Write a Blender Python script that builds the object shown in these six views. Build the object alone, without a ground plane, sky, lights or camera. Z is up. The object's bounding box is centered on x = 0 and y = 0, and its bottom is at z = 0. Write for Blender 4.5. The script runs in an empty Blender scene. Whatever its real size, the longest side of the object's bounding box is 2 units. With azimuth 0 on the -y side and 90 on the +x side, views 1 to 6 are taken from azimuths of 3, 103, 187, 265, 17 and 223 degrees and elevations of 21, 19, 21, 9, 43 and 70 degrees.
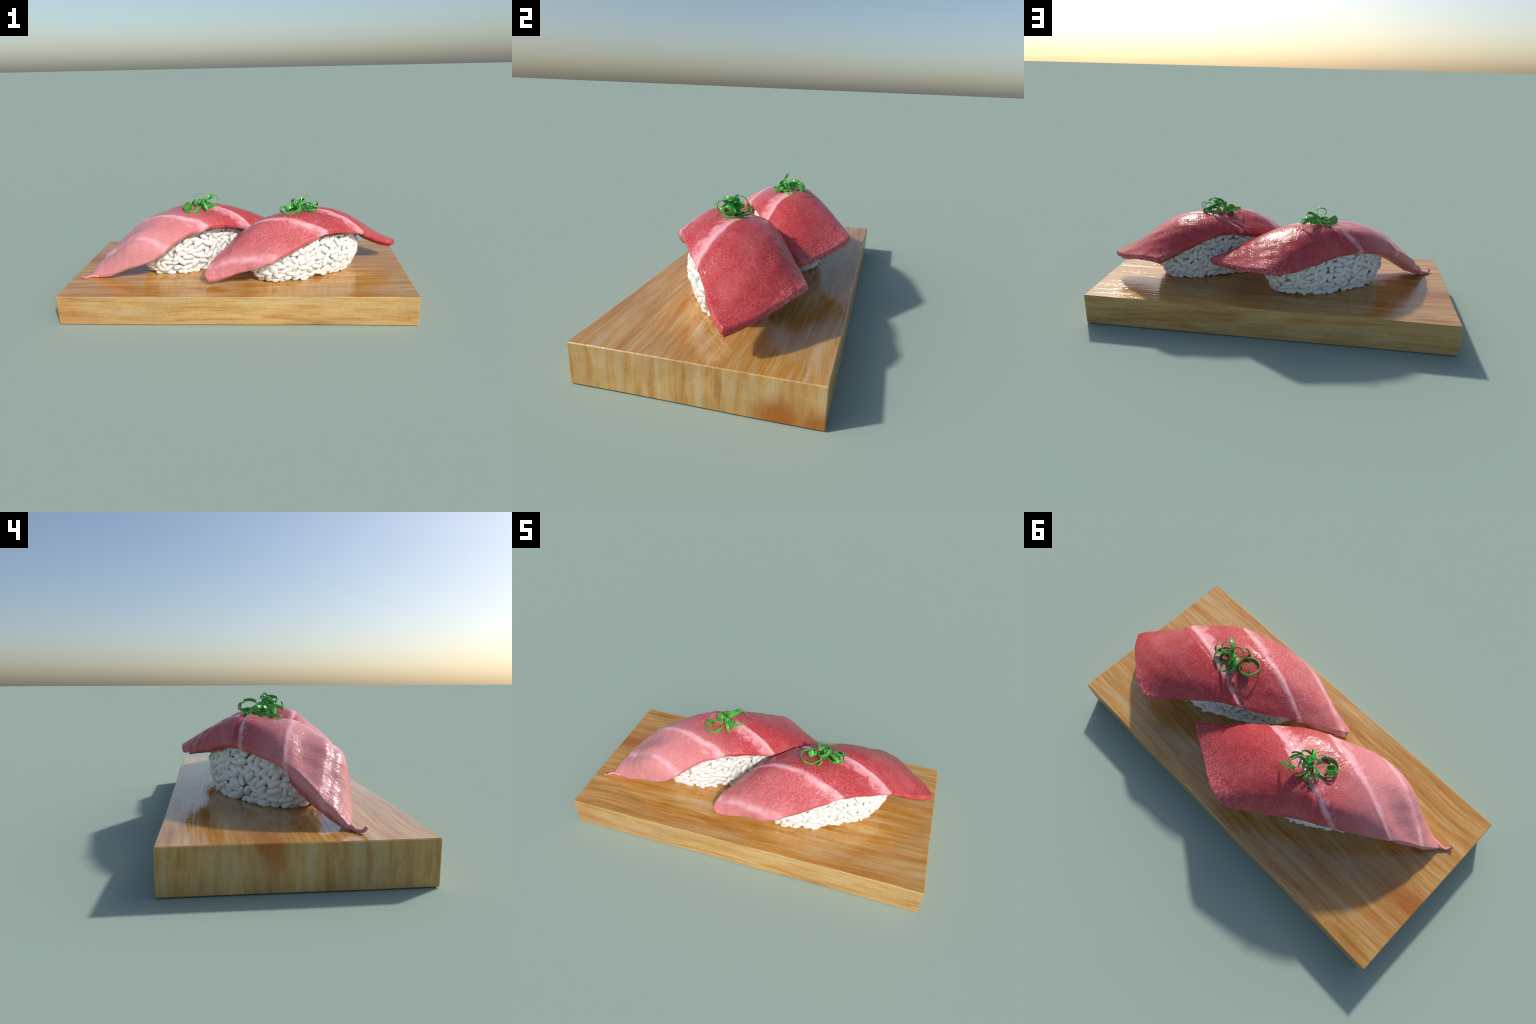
"""Two tuna nigiri, each a rice mound under a draped slice with shredded
scallion on top, lying on a thick lacquered wooden serving board."""
import bpy, math, random
import numpy as np
from mathutils import Vector, Matrix
from mathutils.bvhtree import BVHTree

BOARD_TOP = 0.170

# ------------------------------------------------------------------ helpers
def new_mesh(name, verts, faces, smooth=True):
    me = bpy.data.meshes.new(name)
    me.from_pydata([tuple(map(float, v)) for v in verts], [], [tuple(map(int, f)) for f in faces])
    me.validate()
    me.update()
    if smooth:
        me.polygons.foreach_set('use_smooth', [True] * len(me.polygons))
    return me

def add_object(name, data, parent=None, loc=(0, 0, 0)):
    ob = bpy.data.objects.new(name, data)
    bpy.context.scene.collection.objects.link(ob)
    ob.location = loc
    if parent is not None:
        ob.parent = parent
    return ob

class Nodes:
    """Small wrapper that keeps node-building code readable."""
    def __init__(self, name):
        self.mat = bpy.data.materials.new(name)
        self.mat.use_nodes = True
        self.t = self.mat.node_tree
        self.t.nodes.clear()
        self.out = self.t.nodes.new('ShaderNodeOutputMaterial')
        self.bsdf = self.t.nodes.new('ShaderNodeBsdfPrincipled')
        self.t.links.new(self.bsdf.outputs[0], self.out.inputs[0])
    def node(self, kind, ins=None, **props):
        n = self.t.nodes.new(kind)
        for k, v in props.items():
            setattr(n, k, v)
        for k, v in (ins or {}).items():
            self.put(n.inputs[k], v)
        return n
    def put(self, sock, v):
        if hasattr(v, 'is_output') and v.is_output:
            self.t.links.new(v, sock)
        else:
            if sock.type == 'RGBA' and len(v) == 3:
                v = (*v, 1.0)
            sock.default_value = v
    def math(self, op, a, b=0.0, c=None, clamp=False):
        n = self.node('ShaderNodeMath', {0: a, 1: b}, operation=op, use_clamp=clamp)
        if c is not None:
            self.put(n.inputs[2], c)
        return n.outputs[0]
    def remap(self, v, a, b, lo=0.0, hi=1.0, smooth=True):
        n = self.node('ShaderNodeMapRange', {0: v, 1: a, 2: b, 3: lo, 4: hi})
        n.interpolation_type = 'SMOOTHSTEP' if smooth else 'LINEAR'
        return n.outputs[0]
    def mix(self, fac, a, b, blend='MIX'):
        n = self.node('ShaderNodeMix', data_type='RGBA', blend_type=blend)
        self.put(n.inputs[0], fac)
        self.put(n.inputs[6], a)
        self.put(n.inputs[7], b)
        return n.outputs[2]
    def noise(self, vec, scale, detail=3.0, rough=0.55, distortion=0.0):
        n = self.node('ShaderNodeTexNoise', {'Vector': vec, 'Scale': scale, 'Detail': detail,
                                             'Roughness': rough, 'Distortion': distortion})
        return n.outputs[0]
    def scaled(self, vec, s, off=(0, 0, 0)):
        n = self.node('ShaderNodeMapping', {'Vector': vec, 'Scale': s, 'Location': off})
        return n.outputs[0]
    def ramp(self, fac, stops):
        n = self.node('ShaderNodeValToRGB', {0: fac})
        els = n.color_ramp.elements
        while len(els) < len(stops):
            els.new(0.5)
        for e, (p, c) in zip(els, stops):
            e.position = p
            e.color = (*c, 1.0)
        return n.outputs[0]

# ------------------------------------------------------------------ materials
def wood_material():
    m = Nodes('lacquered_wood')
    co = m.node('ShaderNodeTexCoord').outputs['Object']
    geo = m.node('ShaderNodeNewGeometry').outputs['Normal']
    nx, ny, nz = m.node('ShaderNodeSeparateXYZ', {0: geo}).outputs
    is_top = m.remap(m.math('ABSOLUTE', nz), 0.90, 0.97)
    is_end = m.remap(m.math('ABSOLUTE', nx), 0.6, 0.8)
    wob = m.node('ShaderNodeTexNoise', {'Vector': co, 'Scale': 2.2, 'Detail': 2.0}).outputs['Color']
    warp = m.node('ShaderNodeVectorMath', {0: wob, 1: (0.5, 0.5, 0.5)}, operation='SUBTRACT').outputs[0]
    warp = m.node('ShaderNodeVectorMath', {0: warp, 'Scale': 0.05}, operation='SCALE').outputs[0]
    p = m.node('ShaderNodeVectorMath', {0: co, 1: warp}, operation='ADD').outputs[0]
    def grain(sx, sy, sz, scale, detail, rough=0.6, off=(0, 0, 0)):
        return m.noise(m.scaled(p, (sx, sy, sz), off), scale, detail, rough)
    # streaks that run along the board, and down its two ends
    long_a = grain(0.075, 1.0, 1.0, 52.0, 4.0)
    long_b = grain(0.06, 1.0, 1.0, 17.0, 2.0, off=(3, 1, 7))
    end_a = grain(1.0, 1.0, 0.11, 38.0, 3.0, off=(0, 4, 1))
    end_b = grain(1.0, 1.0, 0.12, 15.0, 2.0, off=(5, 2, 2))
    sa = m.node('ShaderNodeMix', {0: is_end, 2: long_a, 3: end_a}, data_type='FLOAT').outputs[0]
    sb = m.node('ShaderNodeMix', {0: is_end, 2: long_b, 3: end_b}, data_type='FLOAT').outputs[0]
    streak = m.math('ADD', m.math('MULTIPLY', sa, 0.55), m.math('MULTIPLY', sb, 0.45))
    side = m.ramp(streak, [(0.36, (0.42, 0.205, 0.062)), (0.46, (0.515, 0.295, 0.095)),
                           (0.52, (0.54, 0.340, 0.130)), (0.62, (0.545, 0.385, 0.195))])
    top = m.ramp(streak, [(0.34, (0.38, 0.150, 0.020)), (0.45, (0.50, 0.232, 0.042)),
                          (0.51, (0.53, 0.275, 0.066)), (0.56, (0.54, 0.320, 0.108)), (0.64, (0.56, 0.380, 0.200))])
    col = m.mix(is_top, side, top)
    patch = m.noise(m.scaled(p, (0.5, 1.6, 1.6)), 5.0, 3.0)
    col = m.mix(0.30, col, m.ramp(patch, [(0.32, (0.30, 0.29, 0.28)), (0.66, (0.70, 0.70, 0.70))]), 'OVERLAY')
    # warm reddish stains, strongest on the left end and a low patch at the right end
    x, y, z = m.node('ShaderNodeSeparateXYZ', {0: co}).outputs
    def blob(cx, cy, cz, rx, ry, rz):
        q = m.scaled(co, (1 / rx, 1 / ry, 1 / rz), (-cx / rx, -cy / ry, -cz / rz))
        d = m.node('ShaderNodeVectorMath', {0: q}, operation='LENGTH').outputs['Value']
        return m.remap(d, 1.0, 0.1)
    stain_noise = grain(0.25, 1.0, 0.35, 9.0, 3.0, off=(9, 3, 0))
    b1 = blob(-1.0, 0.10, 0.15, 0.36, 0.13, 0.13)
    b2 = blob(1.0, 0.36, 0.02, 0.12, 0.24, 0.11)
    b3 = blob(-0.88, 0.22, 0.17, 0.75, 0.22, 0.05)
    stain = m.math('ADD', m.math('MULTIPLY', b1, 0.9), m.math('MULTIPLY', b3, 0.4))
    stain = m.math('ADD', stain, m.math('MULTIPLY', b2, 1.3))
    stain = m.math('ADD', stain, m.remap(grain(0.10, 1.0, 0.4, 7.0, 2.0, off=(1, 8, 4)), 0.60, 0.74, 0, 0.5))
    stain = m.math('MULTIPLY', stain, m.remap(stain_noise, 0.30, 0.62, 0.25, 1.0), clamp=True)
    col = m.mix(stain, col, (0.40, 0.135, 0.018))
    fleck = m.noise(m.scaled(p, (0.5, 2.0, 0.6)), 160.0, 2.0)
    col = m.mix(0.16, col, m.ramp(fleck, [(0.3, (0.25, 0.25, 0.25)), (0.7, (0.78, 0.78, 0.78))]), 'OVERLAY')
    m.put(m.bsdf.inputs['Base Color'], col)
    rough = m.math('ADD', m.remap(is_top, 0, 1, 0.36, 0.085, False),
                   m.math('MULTIPLY', m.math('SUBTRACT', sa, 0.5), 0.25))
    rough = m.math('ADD', rough, m.math('MULTIPLY', m.math('SUBTRACT', grain(0.05, 1.0, 1.0, 30.0, 2.0, off=(2, 2, 2)), 0.5), 0.38))
    rough = m.math('MAXIMUM', rough, 0.05)
    m.put(m.bsdf.inputs['Roughness'], rough)
    m.put(m.bsdf.inputs['IOR'], m.remap(is_top, 0, 1, 1.45, 1.78, False))
    dents = m.noise(m.scaled(co, (0.30, 1.0, 1.0)), 34.0, 2.0)
    h = m.math('ADD', m.math('MULTIPLY', sa, 1.1), m.math('MULTIPLY', dents, 0.45))
    bump = m.node('ShaderNodeBump', {'Strength': 0.30, 'Distance': 0.006, 'Height': h})
    m.put(m.bsdf.inputs['Normal'], bump.outputs[0])
    return m.mat

def fish_material(name, d, n, s1, s2, s3, curve, pink, origin):
    """Tuna flesh: deep red at one end fading to fatty pink at the other, with
    pale sinew lines at s1, s2, s3 (distances along n) and fine marbling."""
    m = Nodes(name)
    co = m.node('ShaderNodeTexCoord').outputs['Object']
    p = m.node('ShaderNodeVectorMath', {0: co, 1: origin}, operation='ADD').outputs[0]
    def dot(v):
        return m.node('ShaderNodeVectorMath', {0: p, 1: v}, operation='DOT_PRODUCT').outputs['Value']
    t0 = dot((n[0], n[1], 0.0))
    s = dot((d[0], d[1], 0.0))
    wob = m.math('MULTIPLY', m.math('SUBTRACT', m.noise(p, 9.0, 2.0), 0.5), 0.022)
    t = m.math('ADD', t0, wob)
    bend = m.math('MAXIMUM', m.math('SUBTRACT', s, curve[0]), 0.0)
    t3 = m.math('SUBTRACT', t, m.math('MULTIPLY', m.math('MULTIPLY', bend, bend), curve[1]))
    fine = m.noise(p, 70.0, 4.0, 0.65)
    mid = m.noise(p, 26.0, 4.0, 0.6)
    big = m.noise(p, 6.0, 3.0, 0.55)
    # --- base hue along the slice
    red = (0.47, 0.050, 0.054)
    rose = pink['rose']
    pale = pink['pale']
    base = m.mix(m.remap(m.math('ADD', t, m.math('MULTIPLY', m.math('SUBTRACT', mid, 0.5), 0.05)),
                         s2 + pink['w'], s2 - 0.03), red, rose)
    base = m.mix(m.remap(t3, s3 + 0.09, s3 - 0.03), base, pale)
    # pale broad zones: the far end, and the long edges of the pale end
    cloud = m.remap(big, 0.45, 0.72)
    base = m.mix(m.math('MULTIPLY', cloud, 0.22), base, (0.72, 0.24, 0.25))
    base = m.mix(m.math('MULTIPLY', m.remap(s, *pink['back']), m.remap(t, s1 + 0.08, s2, 0, pink['backfac'])),
                 base, (0.76, 0.335, 0.335))
    # --- marbling: a broken net of pale lines with darker cores
    wv = m.node('ShaderNodeTexNoise', {'Vector': p, 'Scale': 55.0, 'Detail': 2.0}).outputs['Color']
    wv = m.node('ShaderNodeVectorMath', {0: wv, 'Scale': 0.012}, operation='SCALE').outputs[0]
    pw = m.node('ShaderNodeVectorMath', {0: p, 1: wv}, operation='ADD').outputs[0]
    def net(scale, w0, w1):
        v = m.node('ShaderNodeTexVoronoi', {'Vector': pw, 'Scale': scale}, feature='DISTANCE_TO_EDGE')
        return m.remap(v.outputs['Distance'], w0, w1, 1.0, 0.0)
    net_a = m.math('MULTIPLY', net(56.0, 0.0, 0.085), m.remap(m.noise(p, 18.0, 3.0), 0.34, 0.60, 0.25, 1.0))
    net_b = m.math('MULTIPLY', net(125.0, 0.0, 0.16), m.remap(fine, 0.42, 0.65, 0.0, 0.38))
    veins = m.math('MAXIMUM', net_a, net_b)
    veins = m.math('ADD', m.math('MULTIPLY', veins, 0.72), m.remap(fine, 0.46, 0.72, 0.0, 0.30), clamp=True)
    vcol = m.mix(m.remap(t, s1, s3), (0.76, 0.165, 0.17), (0.90, 0.36, 0.375))
    col = m.mix(m.math('MULTIPLY', veins, 0.80), base, vcol)
    # --- fuzzy fat beside each sinew, then the sinew itself
    fat = (0.90, 0.40, 0.43)
    frayed = m.math('ADD', m.math('MULTIPLY', mid, 0.6), m.math('MULTIPLY', fine, 0.4))
    def near(tt, c, before, after):
        up = m.remap(tt, c - before, c, 0.0, 1.0)
        dn = m.remap(tt, c, c + after, 1.0, 0.0)
        return m.math('MINIMUM', up, dn)
    for tt, c, before, after, k in ((t, s1, 0.115, 0.012, 1.0), (t, s2, 0.075, 0.035, 0.95), (t3, s3, 0.040, 0.030, 0.9)):
        z = near(tt, c, before, after)
        edge = m.remap(s, *pink['fat'], 0.25, 1.0)
        f = m.remap(m.math('ADD', m.math('MULTIPLY', z, edge), m.math('MULTIPLY', m.math('SUBTRACT', frayed, 0.5), 2.6)),
                    0.22, 1.05)
        f = m.math('MULTIPLY', m.math('MULTIPLY', f, m.remap(z, 0.0, 0.25)), 0.85 * k)
        col = m.mix(f, col, fat)
    sinew = (0.93, 0.47, 0.50)
    wig = m.math('MULTIPLY', m.math('SUBTRACT', m.noise(p, 40.0, 2.0), 0.5), 0.006)
    for tt, c, w in ((t, s1, 0.0085), (t, s2, 0.0105), (t3, s3, 0.0105)):
        dist = m.math('ABSOLUTE', m.math('SUBTRACT', m.math('ADD', tt, wig), c))
        soft = m.math('MULTIPLY', m.remap(dist, w * 1.9, w * 0.2), m.remap(m.noise(p, 13.0, 2.0), 0.30, 0.60, 0.30, 0.88))
        col = m.mix(soft, col, sinew)
    # white flecks on the cut face of the red end
    fr = m.node('ShaderNodeTexVoronoi', {'Vector': m.scaled(pw, (1, 1, 0.35)), 'Scale': 75.0}, feature='DISTANCE_TO_EDGE')
    endz = m.remap(t, pink['end'][0], pink['end'][1])
    col = m.mix(m.math('MULTIPLY', m.math('MULTIPLY', endz, m.remap(fine, 0.40, 0.60)),
                       m.remap(fr.outputs['Distance'], 0.0, 0.16, 0.85, 0.12)), col, (0.80, 0.34, 0.36))
    m.put(m.bsdf.inputs['Base Color'], col)
    m.put(m.bsdf.inputs['Roughness'], m.remap(m.noise(p, 16.0, 2.0), 0.38, 0.62, 0.13, 0.32))
    m.put(m.bsdf.inputs['IOR'], 1.36)
    m.put(m.bsdf.inputs['Specular IOR Level'], 0.40)
    m.put(m.bsdf.inputs['Subsurface Weight'], 0.06)
    m.put(m.bsdf.inputs['Subsurface Radius'], (0.02, 0.006, 0.004))
    m.put(m.bsdf.inputs['Subsurface Scale'], 0.35)
    st = m.node('ShaderNodeCombineXYZ', {0: s, 1: m.math('MULTIPLY', t, 0.45), 2: m.math('MULTIPLY', dot((0, 0, 1.0)), 0.6)}).outputs[0]
    fibre = m.noise(st, 75.0, 3.0)
    h = m.math('ADD', m.math('MULTIPLY', veins, 0.22), m.math('MULTIPLY', fibre, 1.1))
    bump = m.node('ShaderNodeBump', {'Strength': 0.44, 'Distance': 0.0040, 'Height': h})
    m.put(m.bsdf.inputs['Normal'], bump.outputs[0])
    return m.mat

def rice_material(name='cooked_rice', tint=1.0):
    m = Nodes(name)
    co = m.node('ShaderNodeTexCoord').outputs['Object']
    n = m.noise(co, 30.0, 2.0)
    rnd = m.node('ShaderNodeObjectInfo').outputs['Random']
    a = m.mix(n, (0.79 * tint, 0.775 * tint, 0.73 * tint), (0.86 * tint, 0.85 * tint, 0.815 * tint))
    col = m.mix(m.math('MULTIPLY', rnd, 0.35), a, (0.80 * tint, 0.785 * tint, 0.735 * tint))
    m.put(m.bsdf.inputs['Base Color'], col)
    m.put(m.bsdf.inputs['Roughness'], 0.42)
    m.put(m.bsdf.inputs['Subsurface Weight'], 0.10)
    m.put(m.bsdf.inputs['Subsurface Radius'], (0.010, 0.009, 0.007))
    m.put(m.bsdf.inputs['Subsurface Scale'], 0.5)
    return m.mat

def scallion_material():
    m = Nodes('scallion_green')
    co = m.node('ShaderNodeTexCoord').outputs['Object']
    blot = m.noise(co, 34.0, 2.0)
    fine = m.noise(co, 120.0, 3.0)
    col = m.ramp(blot, [(0.28, (0.045, 0.38, 0.045)), (0.45, (0.080, 0.56, 0.070)),
                        (0.60, (0.160, 0.66, 0.110)), (0.72, (0.34, 0.46, 0.10))])
    col = m.mix(m.remap(fine, 0.45, 0.7, 0.0, 0.35), col, (0.22, 0.60, 0.17))
    rnd = m.node('ShaderNodeObjectInfo').outputs['Random']
    col = m.mix(m.remap(rnd, 0.25, 0.9, 0.0, 0.38), col, (0.030, 0.24, 0.045))
    m.put(m.bsdf.inputs['Base Color'], col)
    m.put(m.bsdf.inputs['Roughness'], 0.16)
    m.put(m.bsdf.inputs['IOR'], 1.5)
    tr = m.node('ShaderNodeBsdfTranslucent', {'Color': col})
    mix = m.node('ShaderNodeMixShader', {0: 0.25, 1: m.bsdf.outputs[0], 2: tr.outputs[0]})
    m.t.links.new(mix.outputs[0], m.out.inputs[0])
    return m.mat

# ------------------------------------------------------------------ board
def build_board(mat):
    hx, hy, hz, b = 1.0, 0.470, BOARD_TOP, 0.0038
    import bmesh
    bm = bmesh.new()
    bmesh.ops.create_cube(bm, size=1.0)
    for v in bm.verts:
        v.co = Vector((v.co.x * 2 * (hx - 0.002), v.co.y * 2 * hy, (v.co.z + 0.5) * hz))
    bmesh.ops.bevel(bm, geom=list(bm.edges), offset=b, segments=1, profile=0.5, affect='EDGES', clamp_overlap=True)
    # saw-cut ends and long sides are not dead straight
    bmesh.ops.subdivide_edges(bm, edges=[e for e in bm.edges if e.calc_length() > 0.3], cuts=24, use_grid_fill=True)
    rng = np.random.RandomState(4)
    ph = rng.rand(6) * 6.28
    for v in bm.verts:
        x, y, z = v.co
        v.co.y += 0.0018 * math.sin(3.1 * x + ph[0]) * (abs(y) / hy) + 0.0010 * math.sin(9 * x + ph[1]) * (abs(y) / hy)
        v.co.x += (0.0018 * math.sin(6.3 * y + ph[2])) * (abs(x) / hx)
    xs = max(abs(v.co.x) for v in bm.verts)
    for v in bm.verts:
        v.co.x *= hx / xs
    me = bpy.data.meshes.new('serving_board')
    bm.to_mesh(me)
    bm.free()
    me.polygons.foreach_set('use_smooth', [True] * len(me.polygons))
    me.set_sharp_from_angle(angle=math.radians(25))
    me.materials.append(mat)
    ob = add_object('serving_board', me)
    ob['label'] = 'thick rectangular honey-coloured wooden board with glossy lacquered top'
    ob['category'] = 'serving board'
    return ob

# ------------------------------------------------------------------ fish slice
# Control points of the upper surface.  Rows run from the cut red end to the
# tail; each row goes from the front edge over the crown to the back edge.
ROWS = np.array([0, .12, .25, .40, .52, .64, .75, .86, 1.0])
COLS = np.array([0, .25, .5, .75, 1.0])
THICK = np.array([.050, .050, .047, .046, .052, .058, .062, .062, .045])
#NETS-BEGIN
NET_BACK = [
    [(0.346, 0.242, 0.352), (0.245, 0.301, 0.343), (0.135, 0.364, 0.358), (0.020, 0.420, 0.380), (-0.068, 0.423, 0.370)],
    [(0.246, 0.167, 0.381), (0.155, 0.225, 0.413), (0.036, 0.285, 0.438), (-0.096, 0.339, 0.438), (-0.198, 0.343, 0.381)],
    [(0.150, 0.088, 0.416), (0.058, 0.137, 0.475), (-0.077, 0.192, 0.509), (-0.229, 0.241, 0.496), (-0.335, 0.248, 0.409)],
    [(0.059, 0.016, 0.425), (-0.044, 0.043, 0.502), (-0.200, 0.092, 0.539), (-0.364, 0.145, 0.525), (-0.474, 0.173, 0.427)],
    [(-0.068, -0.070, 0.464), (-0.156, -0.047, 0.509), (-0.321, 0.014, 0.527), (-0.484, 0.071, 0.505), (-0.589, 0.092, 0.404)],
    [(-0.195, -0.137, 0.470), (-0.282, -0.114, 0.501), (-0.440, -0.064, 0.516), (-0.580, -0.016, 0.472), (-0.691, 0.019, 0.385)],
    [(-0.306, -0.197, 0.440), (-0.384, -0.172, 0.469), (-0.514, -0.123, 0.475), (-0.626, -0.074, 0.422), (-0.739, -0.034, 0.356)],
    [(-0.408, -0.260, 0.379), (-0.496, -0.242, 0.413), (-0.604, -0.204, 0.419), (-0.701, -0.147, 0.367), (-0.808, -0.092, 0.289)],
    [(-0.488, -0.280, 0.312), (-0.569, -0.274, 0.281), (-0.677, -0.253, 0.246), (-0.780, -0.227, 0.203), (-0.888, -0.190, 0.186)],
]
NET_FRONT = [
    [(0.962, 0.104, 0.301), (0.898, 0.178, 0.310), (0.817, 0.232, 0.332), (0.733, 0.288, 0.354), (0.630, 0.325, 0.356)],
    [(0.893, 0.038, 0.330), (0.820, 0.122, 0.369), (0.716, 0.180, 0.412), (0.602, 0.229, 0.423), (0.496, 0.244, 0.405)],
    [(0.772, -0.043, 0.393), (0.713, 0.038, 0.453), (0.596, 0.098, 0.499), (0.464, 0.147, 0.495), (0.361, 0.159, 0.452)],
    [(0.730, -0.081, 0.424), (0.642, -0.053, 0.490), (0.488, -0.014, 0.538), (0.339, 0.029, 0.525), (0.221, 0.068, 0.480)],
    [(0.615, -0.165, 0.458), (0.519, -0.143, 0.510), (0.363, -0.104, 0.540), (0.212, -0.058, 0.517), (0.106, -0.010, 0.452)],
    [(0.504, -0.238, 0.473), (0.400, -0.217, 0.502), (0.260, -0.186, 0.525), (0.109, -0.149, 0.490), (-0.001, -0.101, 0.408)],
    [(0.350, -0.325, 0.419), (0.260, -0.310, 0.432), (0.145, -0.271, 0.440), (0.020, -0.232, 0.414), (-0.083, -0.172, 0.344)],
    [(0.202, -0.380, 0.348), (0.130, -0.367, 0.349), (0.040, -0.331, 0.345), (-0.060, -0.294, 0.323), (-0.153, -0.247, 0.291)],
    [(0.178, -0.381, 0.326), (0.105, -0.376, 0.296), (0.012, -0.348, 0.265), (-0.094, -0.338, 0.226), (-0.196, -0.320, 0.206)],
]
#NETS-END

def spline_weights(x, xq):
    """Natural cubic spline: rows of W give the value at xq from values at x."""
    n = len(x)
    h = np.diff(x)
    A = np.zeros((n, n))
    R = np.zeros((n, n))
    A[0, 0] = A[-1, -1] = 1
    for i in range(1, n - 1):
        A[i, i - 1], A[i, i], A[i, i + 1] = h[i - 1], 2 * (h[i - 1] + h[i]), h[i]
        R[i, i - 1], R[i, i], R[i, i + 1] = 6 / h[i - 1], -6 / h[i - 1] - 6 / h[i], 6 / h[i]
    M = np.linalg.solve(A, R)
    W = np.zeros((len(xq), n))
    for k, q in enumerate(xq):
        i = min(max(np.searchsorted(x, q) - 1, 0), n - 2)
        a = (x[i + 1] - q) / h[i]
        b = 1 - a
        W[k, i] += a
        W[k, i + 1] += b
        W[k] += ((a ** 3 - a) * M[i] + (b ** 3 - b) * M[i + 1]) * h[i] ** 2 / 6
    return W

def grid_normals(T):
    n = np.cross(np.gradient(T, axis=0), np.gradient(T, axis=1))
    n /= np.linalg.norm(n, axis=2, keepdims=True) + 1e-12
    return -n if n[..., 2].mean() < 0 else n

def smooth_noise(p, freq, seed):
    """Cheap band-limited noise made of a few random plane waves."""
    rng = np.random.RandomState(seed)
    out = np.zeros(p.shape[:-1])
    for _ in range(7):
        k = rng.normal(size=3)
        k *= freq * (0.6 + 0.8 * rng.rand()) / np.linalg.norm(k)
        out += np.sin(p @ k + rng.rand() * 6.28)
    return out / 7 ** 0.5

def perimeter(idx):
    return np.concatenate([idx[0, :-1], idx[:-1, -1], idx[-1, :0:-1], idx[:0:-1, 0]])

def build_slice_mesh(name, net, look, relief, origin, curl=None, thin_tail=0.0, round_tail=0.0):
    nu, nv, K = 150, 84, 8
    u = np.linspace(0, 1, nu)
    v = 0.5 - 0.5 * np.cos(np.linspace(0, 1, nv) * np.pi) * 0.35 - 0.325 * (1 - 2 * np.linspace(0, 1, nv))
    v = (v - v[0]) / (v[-1] - v[0])
    T = np.einsum('ai,bj,ijk->abk', spline_weights(ROWS, u), spline_weights(COLS, v), net)
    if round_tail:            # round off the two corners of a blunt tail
        mid = 0.5 * (T[:, :1] + T[:, -1:])
        k = 1 - round_tail * np.clip((u - .93) / .07, 0, 1) ** 2.5
        side = np.clip(2 * v - 1, 0, 1)[None, :] ** 1.5
        T = T + (mid - T) * ((1 - k)[:, None] * side)[..., None]
    n = grid_normals(T)
    H = (spline_weights(ROWS, u) @ THICK)[:, None] * (1 + .3 * v[None, :] * np.clip(u * 2.5, 0, 1)[:, None])
    H *= 1 - thin_tail * v[None, :] ** 2 * np.clip((u - .86) / .14, 0, 1)[:, None]
    flat = T.copy()
    # sinews stand proud or sink in as creases across the slice
    t = T[..., :2] @ np.array(look['n']) + 0.010 * smooth_noise(T, 9.0, 3)
    s = T[..., :2] @ np.array(look['d'])
    bend = np.maximum(s - look['curve'][0], 0)
    disp = np.zeros(t.shape)
    for key, amp, w, lip, shift in relief:
        c = look[key]
        tt = t - (look['curve'][1] * bend ** 2 if key == 's3' else 0) - c - shift
        tt = tt + 0.003 * smooth_noise(T, 70.0, 11)
        fade = np.clip(v / .12, .15, 1)[None, :] if key == 's3' else 1.0
        fade = fade * (0.72 + 0.40 * smooth_noise(T, 16.0, 21))
        disp += fade * amp * np.exp(-(tt / w) ** 2) + fade * lip * np.exp(-((np.abs(tt) - 2.1 * w) / (1.2 * w)) ** 2)
    disp += 0.0016 * smooth_noise(T, 28.0, 5) + 0.0007 * smooth_noise(T, 90.0, 6)
    T = T + n * disp[..., None]
    top = np.arange(nu * nv).reshape(nu, nv)
    per = perimeter(top)
    P = T.reshape(-1, 3)[per]
    N = n.reshape(-1, 3)[per]
    Hp = H.reshape(-1)[per][:, None]
    tang = np.roll(P, -1, 0) - np.roll(P, 1, 0)
    o = np.cross(tang, N)
    o /= np.linalg.norm(o, axis=1, keepdims=True)
    if ((P - T.mean((0, 1))) * o).sum() < 0:
        o = -o
    for _ in range(24):     # soften the outward direction round the corners
        o = (np.roll(o, 1, 0) + o + np.roll(o, -1, 0)) / 3
    verts = [T.reshape(-1, 3)]
    faces = []
    for i in range(nu - 1):
        for j in range(nv - 1):
            faces.append((top[i, j], top[i + 1, j], top[i + 1, j + 1], top[i, j + 1]))
    ring_prev = per
    base = nu * nv
    m = len(per)
    rough_edge = 0.0022 * smooth_noise(P, 60.0, 9)[:, None]
    for k in range(1, K + 1):
        th = k / K
        bulge = .012 * math.sin(math.pi * min(th * 1.15, 1)) - .018 * max(0, th - .45) / .55
        ring = P + o * np.minimum(Hp / .045, 1) * (bulge + rough_edge * math.sin(math.pi * th)) - N * Hp * th
        ring[:, 2] = np.maximum(ring[:, 2], BOARD_TOP + 0.002)
        idx = base + np.arange(m)
        base += m
        verts.append(ring)
        for a in range(m):
            b = (a + 1) % m
            faces.append((ring_prev[a], ring_prev[b], idx[b], idx[a]))
        ring_prev = idx
    # underside: interior of the grid dropped by the thickness
    low = flat - n * H[..., None]
    low[..., 2] = np.maximum(low[..., 2], BOARD_TOP + 0.002)
    und = np.full((nu, nv), -1)
    und.reshape(-1)[per] = ring_prev
    inner = np.arange((nu - 2) * (nv - 2)).reshape(nu - 2, nv - 2) + base
    und[1:-1, 1:-1] = inner
    # pull the first rows of the underside inwards so the rim stays clean
    verts.append(low[1:-1, 1:-1].reshape(-1, 3))
    for i in range(nu - 1):
        for j in range(nv - 1):
            faces.append((und[i, j], und[i, j + 1], und[i + 1, j + 1], und[i + 1, j]))
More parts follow.
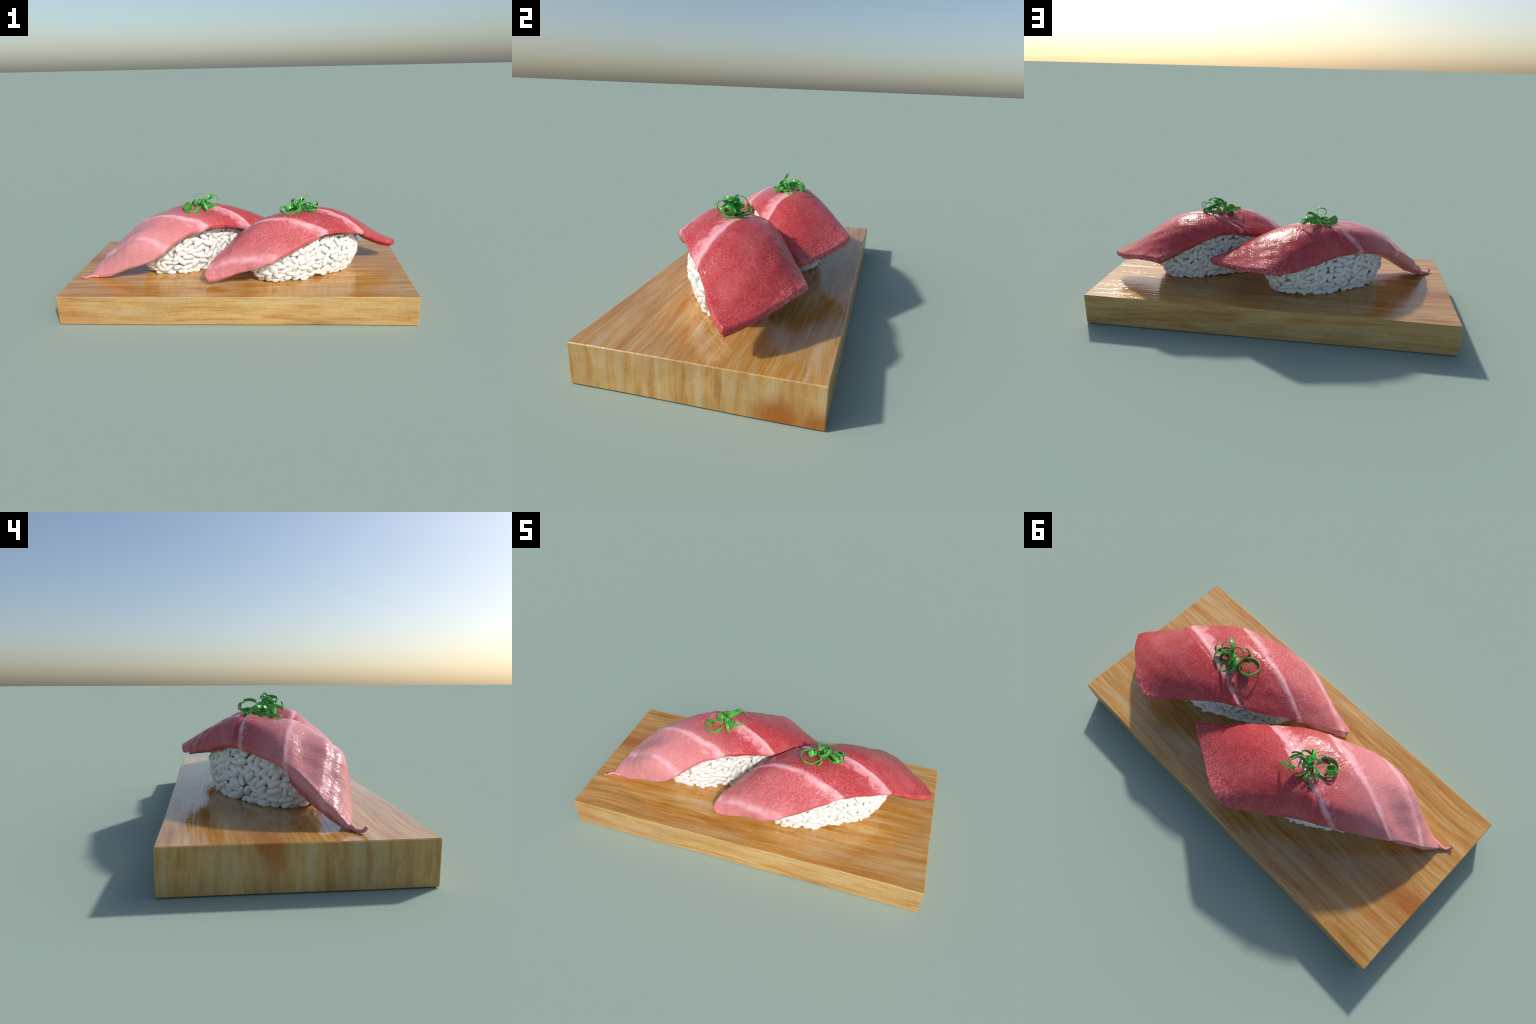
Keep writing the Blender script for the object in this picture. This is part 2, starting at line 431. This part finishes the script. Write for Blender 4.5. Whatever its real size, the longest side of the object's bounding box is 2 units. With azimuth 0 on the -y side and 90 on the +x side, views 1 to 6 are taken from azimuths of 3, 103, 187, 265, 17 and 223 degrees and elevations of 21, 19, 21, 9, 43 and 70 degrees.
    V = np.concatenate(verts)
    F = list(faces)
    if curl is not None:      # the drawn-out, curled tip of the tail
        pts = np.array([c[0] for c in curl], float)
        rad = np.array([c[1] for c in curl], float)
        x = np.linspace(0, 1, len(curl))
        q = np.linspace(0, 1, 40)
        W = spline_weights(x, q)
        C, R = W @ pts, np.abs(W @ rad)
        tg = np.gradient(C, axis=0)
        tg /= np.linalg.norm(tg, axis=1, keepdims=True)
        off = len(V)
        ns = 14
        rings = []
        for c, r, g in zip(C, R, tg):
            a = np.cross(g, (0, 0, 1.0))
            a /= np.linalg.norm(a) + 1e-9
            b = np.cross(a, g)
            ang = np.linspace(0, 2 * np.pi, ns, endpoint=False)
            rr = c + r * (np.cos(ang)[:, None] * a + np.sin(ang)[:, None] * b)
            rr[:, 2] = np.maximum(rr[:, 2], BOARD_TOP + 0.001)
            rings.append(rr)
        V = np.concatenate([V] + rings)
        for i in range(len(q) - 1):
            for j in range(ns):
                k = (j + 1) % ns
                F.append((off + i * ns + j, off + i * ns + k, off + (i + 1) * ns + k, off + (i + 1) * ns + j))
        F.append(tuple(off + np.arange(ns)[::-1]))
        F.append(tuple(off + (len(q) - 1) * ns + np.arange(ns)))
    import bmesh
    me = new_mesh(name, V - np.array(origin), F)
    bm = bmesh.new()
    bm.from_mesh(me)
    bmesh.ops.recalc_face_normals(bm, faces=bm.faces)
    bm.to_mesh(me)
    bm.free()
    me.polygons.foreach_set('use_smooth', [True] * len(me.polygons))
    return me, V, F

# ------------------------------------------------------------------ rice
def grain_shape(bend, plump, n_u=14, n_v=10):
    """One cooked grain: a plump, slightly bent capsule, long axis x, unit length."""
    V, F = [], []
    for i in range(n_u + 1):
        a = math.pi * i / n_u
        x = -0.5 * math.cos(a)
        r = 0.245 * plump * (math.sin(a) ** 0.90) * (1 + 0.10 * math.cos(a))
        for j in range(n_v):
            b = 2 * math.pi * j / n_v
            V.append((x, r * math.cos(b), r * 0.92 * math.sin(b) + bend * (x * x - 0.08)))
    for i in range(n_u):
        for j in range(n_v):
            k = (j + 1) % n_v
            F.append((i * n_v + j, i * n_v + k, (i + 1) * n_v + k, (i + 1) * n_v + j))
    return np.array(V), F

def mound_point(spec, phi, f, top, inset=0.0):
    """Point on the side of the mound: phi round the plan, f up the height."""
    e = 2.0 / spec['power']
    c, s = math.cos(phi), math.sin(phi)
    prof = spec['base'] + (1 - spec['base']) * math.sin(min(f / 0.42, 1) * math.pi / 2)
    if f > 0.42:
        prof = 1 - (1 - spec['shoulder']) * ((f - 0.42) / 0.58) ** 1.8
    a, b = spec['half'][0] * prof - inset, spec['half'][1] * prof - inset
    lx = a * math.copysign(abs(c) ** e, c)
    ly = b * math.copysign(abs(s) ** e, s)
    ca, sa = math.cos(spec['angle']), math.sin(spec['angle'])
    return Vector((spec['center'][0] + lx * ca - ly * sa, spec['center'][1] + lx * sa + ly * ca,
                   BOARD_TOP + f * (top - BOARD_TOP)))

def build_rice(parent, origin, spec, slice_V, slice_F, mats, seed, named=150):
    rng = random.Random(seed)
    tree = BVHTree.FromPolygons([Vector(v) for v in slice_V], slice_F)
    org = Vector(origin)
    def roof(x, y):
        hit = tree.ray_cast(Vector((x, y, BOARD_TOP - 0.05)), Vector((0, 0, 1)))
        return hit[0].z if hit[0] is not None else None
    top_z = 0.44
    # solid core just under the grains, its crown following the slice
    n_phi, n_f = 72, 14
    V, F = [], []
    for i in range(n_f + 1):
        for j in range(n_phi):
            p = mound_point(spec, 2 * math.pi * j / n_phi, i / n_f, top_z, 0.022)
            z = roof(p.x, p.y)
            lim = (z if z is not None else 0.33) + 0.004
            p.z = min(p.z, lim)
            V.append(p - org)
    for i in range(n_f):
        for j in range(n_phi):
            k = (j + 1) % n_phi
            F.append((i * n_phi + j, i * n_phi + k, (i + 1) * n_phi + k, (i + 1) * n_phi + j))
    cap_rings = [n_f * n_phi]
    last = n_f * n_phi
    for q in (0.75, 0.5, 0.25):
        start = len(V)
        for j in range(n_phi):
            w = V[n_f * n_phi + j] + org
            x = spec['center'][0] + (w.x - spec['center'][0]) * q
            y = spec['center'][1] + (w.y - spec['center'][1]) * q
            z = roof(x, y)
            V.append(Vector((x, y, (z if z is not None else w.z) + 0.004)) - org)
        for j in range(n_phi):
            k = (j + 1) % n_phi
            F.append((last + j, last + k, start + k, start + j))
        last = start
    F.append(tuple(last + j for j in range(n_phi)))
    F.append(tuple(reversed(range(n_phi))))
    me = new_mesh('rice_mound', V, F)
    me.materials.append(mats['core'])
    mound = add_object('rice_mound', me, parent)
    # grains laid over the side of the mound
    shapes = [grain_shape(b, pl) for b, pl in ((0.0, 1.0), (0.12, 1.08), (-0.10, 0.94), (0.18, 1.0))]
    meshes = []
    for gv, gf in shapes:
        gm = new_mesh('rice_grain', gv, gf)
        gm.materials.append(mats['grain'])
        meshes.append(gm)
    placed = []
    cells = {}
    def crowd(p, d, r):
        key = tuple(int(math.floor(c / 0.05)) for c in p)
        for dx in (-1, 0, 1):
            for dy in (-1, 0, 1):
                for dz in (-1, 0, 1):
                    for q, e in cells.get((key[0] + dx, key[1] + dy, key[2] + dz), ()):
                        w = q - p
                        along = abs(w.dot(d))
                        across = math.sqrt(max(w.length_squared - along * along, 0))
                        par = abs(d.dot(e))
                        if (along / (0.031 + 0.025 * par)) ** 2 + (across / (0.0225 + 0.009 * (1 - par))) ** 2 < r:
                            return True
        return False
    def lay(count, depth, spread, relaxed):
        cells.clear()
        for tries in range(count):
            phi = rng.random() * 2 * math.pi
            f = rng.random() ** 0.95
            relax = 1.0 if tries < count * 0.7 else relaxed
            p = mound_point(spec, phi, f, top_z, depth)
            p.z = max(p.z, BOARD_TOP + 0.012)
            z = roof(p.x, p.y)
            if z is None:
                near = tree.find_nearest(p)
                if p.z > near[0].z - 0.004:
                    continue
            elif p.z > z + 0.004:
                continue
            e = 0.01
            du = mound_point(spec, phi + e, f, top_z) - mound_point(spec, phi - e, f, top_z)
            df = mound_point(spec, phi, min(f + .03, 1), top_z) - mound_point(spec, phi, max(f - .03, 0), top_z)
            du.normalize()
            nrm = du.cross(df)
            nrm.normalize()
            up = nrm.cross(du)
            lean = rng.gauss(0, 0.75) if f > 0.18 else rng.gauss(0, 0.40)
            lean += 0.35
            d = du * math.cos(lean) + up * math.sin(lean) + nrm * rng.gauss(0, 0.20)
            d.normalize()
            if crowd(p, d, relax):
                continue
            cells.setdefault(tuple(int(math.floor(c / 0.05)) for c in p), []).append((p.copy(), d.copy()))
            placed.append((p + nrm * rng.uniform(-spread, spread), d, nrm, f, depth))
    lay(6000, 0.015, 0.003, 0.7)
    lay(12000, -0.001, 0.004, 0.85)
    # a few grains splayed out on the board round the foot
    for _ in range(16):
        phi = rng.random() * 2 * math.pi
        p = mound_point(spec, phi, 0.0, top_z, -0.006)
        p.z = BOARD_TOP + 0.0105
        q = mound_point(spec, phi + 0.02, 0.0, top_z) - mound_point(spec, phi - 0.02, 0.0, top_z)
        q.normalize()
        out = Vector((q.y, -q.x, 0))
        a = rng.uniform(-1.2, 1.2)
        placed.append((p, out * math.cos(a) + q * math.sin(a), Vector((0, 0, 1)), 0.0, 0.0))
    # outermost, best exposed grains become single objects, the rest one part
    order = [i for i, g in enumerate(placed) if g[4] < 0.01]
    rng.shuffle(order)
    single = set(order[:named])
    SV, SF = [], []
    for i, (p, d, nrm, f, depth) in enumerate(placed):
        L = rng.uniform(0.056, 0.072)
        fat = rng.uniform(0.92, 1.10)
        y = nrm.cross(d)
        y.normalize()
        zc = d.cross(y)
        roll = rng.random() * 6.28
        yy = y * math.cos(roll) + zc * math.sin(roll)
        zz = d.cross(yy)
        R = Matrix((d, yy, zz)).transposed()
        k = rng.randrange(len(shapes))
        if p.z < BOARD_TOP + 0.012:
            p = Vector((p.x, p.y, BOARD_TOP + 0.012))
        reach = abs(d.z) * L * 0.5
        if p.z - reach < BOARD_TOP + 0.002:
            p = Vector((p.x, p.y, BOARD_TOP + 0.004 + max(reach, 0.008)))
        if i in single:
            ob = meshes[k]
            g = bpy.data.objects.new('rice_grain', ob)
            bpy.context.scene.collection.objects.link(g)
            g.parent = mound
            g.matrix_local = Matrix.Translation(p - org) @ R.to_4x4() @ Matrix.Diagonal((L, L * fat, L * fat, 1))
        else:
            gv, gf = shapes[k]
            Rn = np.array(R)
            w = (gv * np.array([L, L * fat, L * fat])) @ Rn.T + np.array(p - org)
            off = len(SV)
            SV.extend(map(tuple, w))
            SF.extend(tuple(off + a for a in fc) for fc in gf)
    me = new_mesh('rice_grain_layer', SV, SF)
    me.materials.append(mats['layer'])
    layer = add_object('rice_grain_layer', me, mound)
    layer['kind'] = 'stuff'
    return mound

# ------------------------------------------------------------------ scallion
def ribbon_mesh(spec):
    """A strip of scallion peel coiled along an arc.
    c centre, ax coil axis, r radius (start, end), a start angle, sw sweep,
    rise travel along the axis, w strip width, tilt of the strip across the coil."""
    c = Vector(spec['c'])
    ax = Vector(spec['ax']).normalized()
    ref = Vector((0, 0, 1)) if abs(ax.z) < 0.8 else Vector((1, 0, 0))
    e1 = (ref - ax * ref.dot(ax)).normalized()
    e2 = ax.cross(e1)
    n = max(10, int(abs(spec['sw']) * 9))
    th = 0.0011
    V, F = [], []
    for i in range(n + 1):
        q = i / n
        a = math.radians(spec['a']) + spec['sw'] * q
        r = spec['r'][0] + (spec['r'][1] - spec['r'][0]) * q
        rad = e1 * math.cos(a) + e2 * math.sin(a)
        tilt = spec.get('tilt', 0.0) + spec.get('twist', 0.0) * (q - 0.5)
        across = ax * math.cos(tilt) + rad * math.sin(tilt)
        out = rad * math.cos(tilt) - ax * math.sin(tilt)
        mid = c + rad * r + ax * spec['rise'] * (q - 0.5)
        w = spec['w'] * 0.53 * (1 - 0.30 * (abs(2 * q - 1) ** 6))
        for su, so in ((-1, -1), (0, -0.7), (1, -1), (1, 1), (0, 1.3), (-1, 1)):
            V.append(mid + across * (w * su) + out * (th * so + 0.0010 * (su == 0)))
    for i in range(n):
        for j in range(6):
            k = (j + 1) % 6
            F.append((i * 6 + j, i * 6 + k, (i + 1) * 6 + k, (i + 1) * 6 + j))
    F.append((5, 4, 3, 2, 1, 0))
    F.append(tuple(n * 6 + j for j in range(6)))
    return V, F

def build_scallion(parent, origin, specs, mat):
    hub = sum((Vector(sp['c']) for sp in specs), Vector()) / len(specs)
    rng = random.Random(len(specs) + int(1000 * abs(hub.x)))
    extra = []
    for _ in range(6):        # finer shreds threaded through the nest
        a = rng.uniform(0, 2 * math.pi)
        q = rng.uniform(0.02, 0.075)
        extra.append(dict(c=(hub.x + q * math.cos(a), hub.y + 0.7 * q * math.sin(a), hub.z + rng.uniform(-.018, .012)),
                          ax=(rng.gauss(0, .45), rng.gauss(0, .45), 1), r=(rng.uniform(.024, .040), rng.uniform(.022, .038)),
                          a=rng.uniform(0, 360), sw=rng.uniform(1.8, 4.2), rise=rng.uniform(.008, .030),
                          w=rng.uniform(.008, .012), twist=rng.uniform(-.8, .8)))
    specs = specs + extra
    for sp in specs:
        c = Vector(sp['c'])
        out = (c - hub) * 1.06 + hub          # loosen the nest sideways
        sp = dict(sp, c=(out.x, out.y, c.z + 0.002))
        V, F = ribbon_mesh(sp)
        org = Vector(origin)
        me = new_mesh('scallion_curl', [v - org for v in V], F)
        me.set_sharp_from_angle(angle=math.radians(50))
        me.materials.append(mat)
        add_object('scallion_curl', me, parent)

CURLS_BACK = [
    dict(c=(-.288, .019, .533), ax=(.10, -.16, 1), r=(.047, .050), a=40, sw=5.3, rise=.010, w=.013),
    dict(c=(-.311, .020, .550), ax=(.55, -.25, .75), r=(.021, .021), a=0, sw=6.4, rise=.002, w=.028),
    dict(c=(-.208, .108, .577), ax=(-.42, .16, .86), r=(.043, .040), a=60, sw=5.6, rise=.012, w=.016),
    dict(c=(-.190, .122, .540), ax=(.2, -.9, .3), r=(.052, .050), a=-75, sw=1.7, rise=.010, w=.016),
    dict(c=(-.198, .095, .535), ax=(.15, .15, 1), r=(.046, .052), a=120, sw=5.4, rise=.012, w=.011),
    dict(c=(-.212, .028, .534), ax=(.80, .30, .15), r=(.032, .030), a=-30, sw=2.5, rise=.008, w=.015),
    dict(c=(-.222, .052, .548), ax=(.8, -.5, .25), r=(.030, .026), a=-120, sw=3.4, rise=.020, w=.024),
    dict(c=(-.255, .058, .565), ax=(.30, .90, .15), r=(.040, .034), a=60, sw=2.8, rise=.006, w=.014),
    dict(c=(-.245, .040, .592), ax=(.10, -.95, .30), r=(.032, .026), a=-60, sw=4.1, rise=.012, w=.010),
    dict(c=(-.285, .100, .548), ax=(.70, .70, .20), r=(.034, .030), a=130, sw=2.4, rise=.024, w=.022),
    dict(c=(-.230, .075, .540), ax=(-.3, .5, .8), r=(.040, .030), a=-10, sw=3.2, rise=.02, w=.013),
    dict(c=(-.262, .085, .550), ax=(.5, .3, .8), r=(.030, .034), a=80, sw=3.6, rise=.016, w=.014),
    dict(c=(-.205, .060, .552), ax=(-.2, -.3, .9), r=(.044, .038), a=230, sw=2.0, rise=.012, w=.015),
    dict(c=(-.250, .110, .540), ax=(.9, -.2, .3), r=(.030, .026), a=-40, sw=2.2, rise=.014, w=.014),
]
CURLS_FRONT = [
    dict(c=(.297, -.078, .548), ax=(.12, -.20, 1), r=(.047, .050), a=20, sw=5.6, rise=.010, w=.013),
    dict(c=(.303, -.060, .555), ax=(-.45, .40, .80), r=(.023, .022), a=0, sw=6.2, rise=.004, w=.028),
    dict(c=(.414, -.040, .545), ax=(.20, .10, 1), r=(.045, .048), a=150, sw=5.5, rise=.016, w=.012),
    dict(c=(.362, -.066, .588), ax=(-.42, .10, .88), r=(.036, .032), a=160, sw=6.0, rise=.020, w=.016),
    dict(c=(.395, -.045, .596), ax=(.15, -.90, .35), r=(.030, .026), a=-50, sw=4.2, rise=.012, w=.010),
    dict(c=(.420, -.086, .548), ax=(.85, .45, .20), r=(.050, .046), a=-55, sw=1.8, rise=.030, w=.017),
    dict(c=(.440, -.040, .572), ax=(-.30, .80, .45), r=(.025, .022), a=10, sw=4.6, rise=.012, w=.014),
    dict(c=(.385, -.108, .540), ax=(.4, -.5, .8), r=(.030, .032), a=120, sw=2.2, rise=.006, w=.016),
    dict(c=(.335, -.040, .572), ax=(.90, .20, .20), r=(.034, .030), a=-100, sw=2.8, rise=.012, w=.015),
    dict(c=(.385, -.020, .555), ax=(.3, .4, .85), r=(.045, .038), a=200, sw=3.0, rise=.014, w=.016),
    dict(c=(.400, -.070, .550), ax=(-.3, .2, .9), r=(.050, .044), a=20, sw=2.4, rise=.014, w=.013),
    dict(c=(.340, -.020, .560), ax=(.6, .6, .5), r=(.028, .024), a=100, sw=3.4, rise=.014, w=.015),
    dict(c=(.370, -.050, .560), ax=(.9, -.1, .3), r=(.028, .030), a=-90, sw=2.6, rise=.018, w=.014),
]

# ------------------------------------------------------------------ assembly
def build_nigiri(label, origin, net, look, relief, curl, rice, curls, pink, mats, seed):
    root = add_object('nigiri_sushi', None, None, origin)
    root.empty_display_size = 0.1
    root['label'] = label
    root['category'] = 'sushi'
    me, V, F = build_slice_mesh('tuna_slice', np.array(net), look, relief, origin, curl,
                                0.6 if curl else 0.0, 0.0 if curl else 0.16)
    me.materials.append(fish_material('tuna_flesh', look['d'], look['n'], look['s1'], look['s2'], look['s3'],
                                      look['curve'], pink, origin))
    add_object('tuna_slice', me, root)
    build_rice(root, origin, rice, V, F, mats, seed)
    build_scallion(root, origin, curls, mats['scallion'])
    return root

def main():
    mats = dict(core=rice_material('rice_core', 0.82), grain=rice_material('cooked_rice'),
                layer=rice_material('cooked_rice_layer'), scallion=scallion_material())
    build_board(wood_material())
    look_a = dict(d=(-.958, .284), n=(.284, .958), s1=.028, s2=-.186, s3=-.365, curve=(.50, .5))
    look_b = dict(d=(-.9652, .2615), n=(.2615, .9652), s1=.1135, s2=-.109, s3=-.312, curve=(-.1, .12))
    pink_a = dict(rose=(0.58, 0.150, 0.155), pale=(0.61, 0.195, 0.200), w=0.06, back=(0.05, 0.50), backfac=0.55,
                  fat=(0.60, 0.05), end=(0.26, 0.42))
    pink_b = dict(rose=(0.56, 0.105, 0.110), pale=(0.68, 0.20, 0.205), w=0.04, back=(-.35, 0.15), backfac=0.15,
                  fat=(-.10, -.60), end=(0.40, 0.50))
    relief_a = [('s1', -.007, .009, .002, .004), ('s2', .0032, .007, -.001, 0.0), ('s3', -.009, .017, .0015, .004)]
    relief_b = [('s1', -.005, .008, .002, .004), ('s2', .004, .007, -.001, 0.0), ('s3', -.004, .010, .003, .004)]
    curl_a = [((-.842, -.204, .180), .008), ((-.864, -.199, .182), .010), ((-.884, -.196, .181), .0108), ((-.899, -.200, .179), .0085),
              ((-.910, -.206, .177), .0065), ((-.922, -.222, .179), .0065), ((-.927, -.231, .188), .0075),
              ((-.920, -.238, .193), .0045), ((-.912, -.238, .192), .0015)]
    rice_a = dict(center=(-.276, .056), half=(.348, .155), angle=math.radians(28), power=2.25, base=.84, shoulder=.85)
    rice_b = dict(center=(.389, -.068), half=(.350, .157), angle=math.radians(28), power=2.25, base=.84, shoulder=.85)
    build_nigiri('fatty pink tuna slice over rice with curled tail and scallion', (-.273, .074, BOARD_TOP), NET_BACK,
                 look_a, relief_a, curl_a, rice_a, CURLS_BACK, pink_a, mats, 11)
    build_nigiri('deep red tuna slice over rice with scallion curls', (.384, -.068, BOARD_TOP), NET_FRONT,
                 look_b, relief_b, None, rice_b, CURLS_FRONT, pink_b, mats, 23)

main()
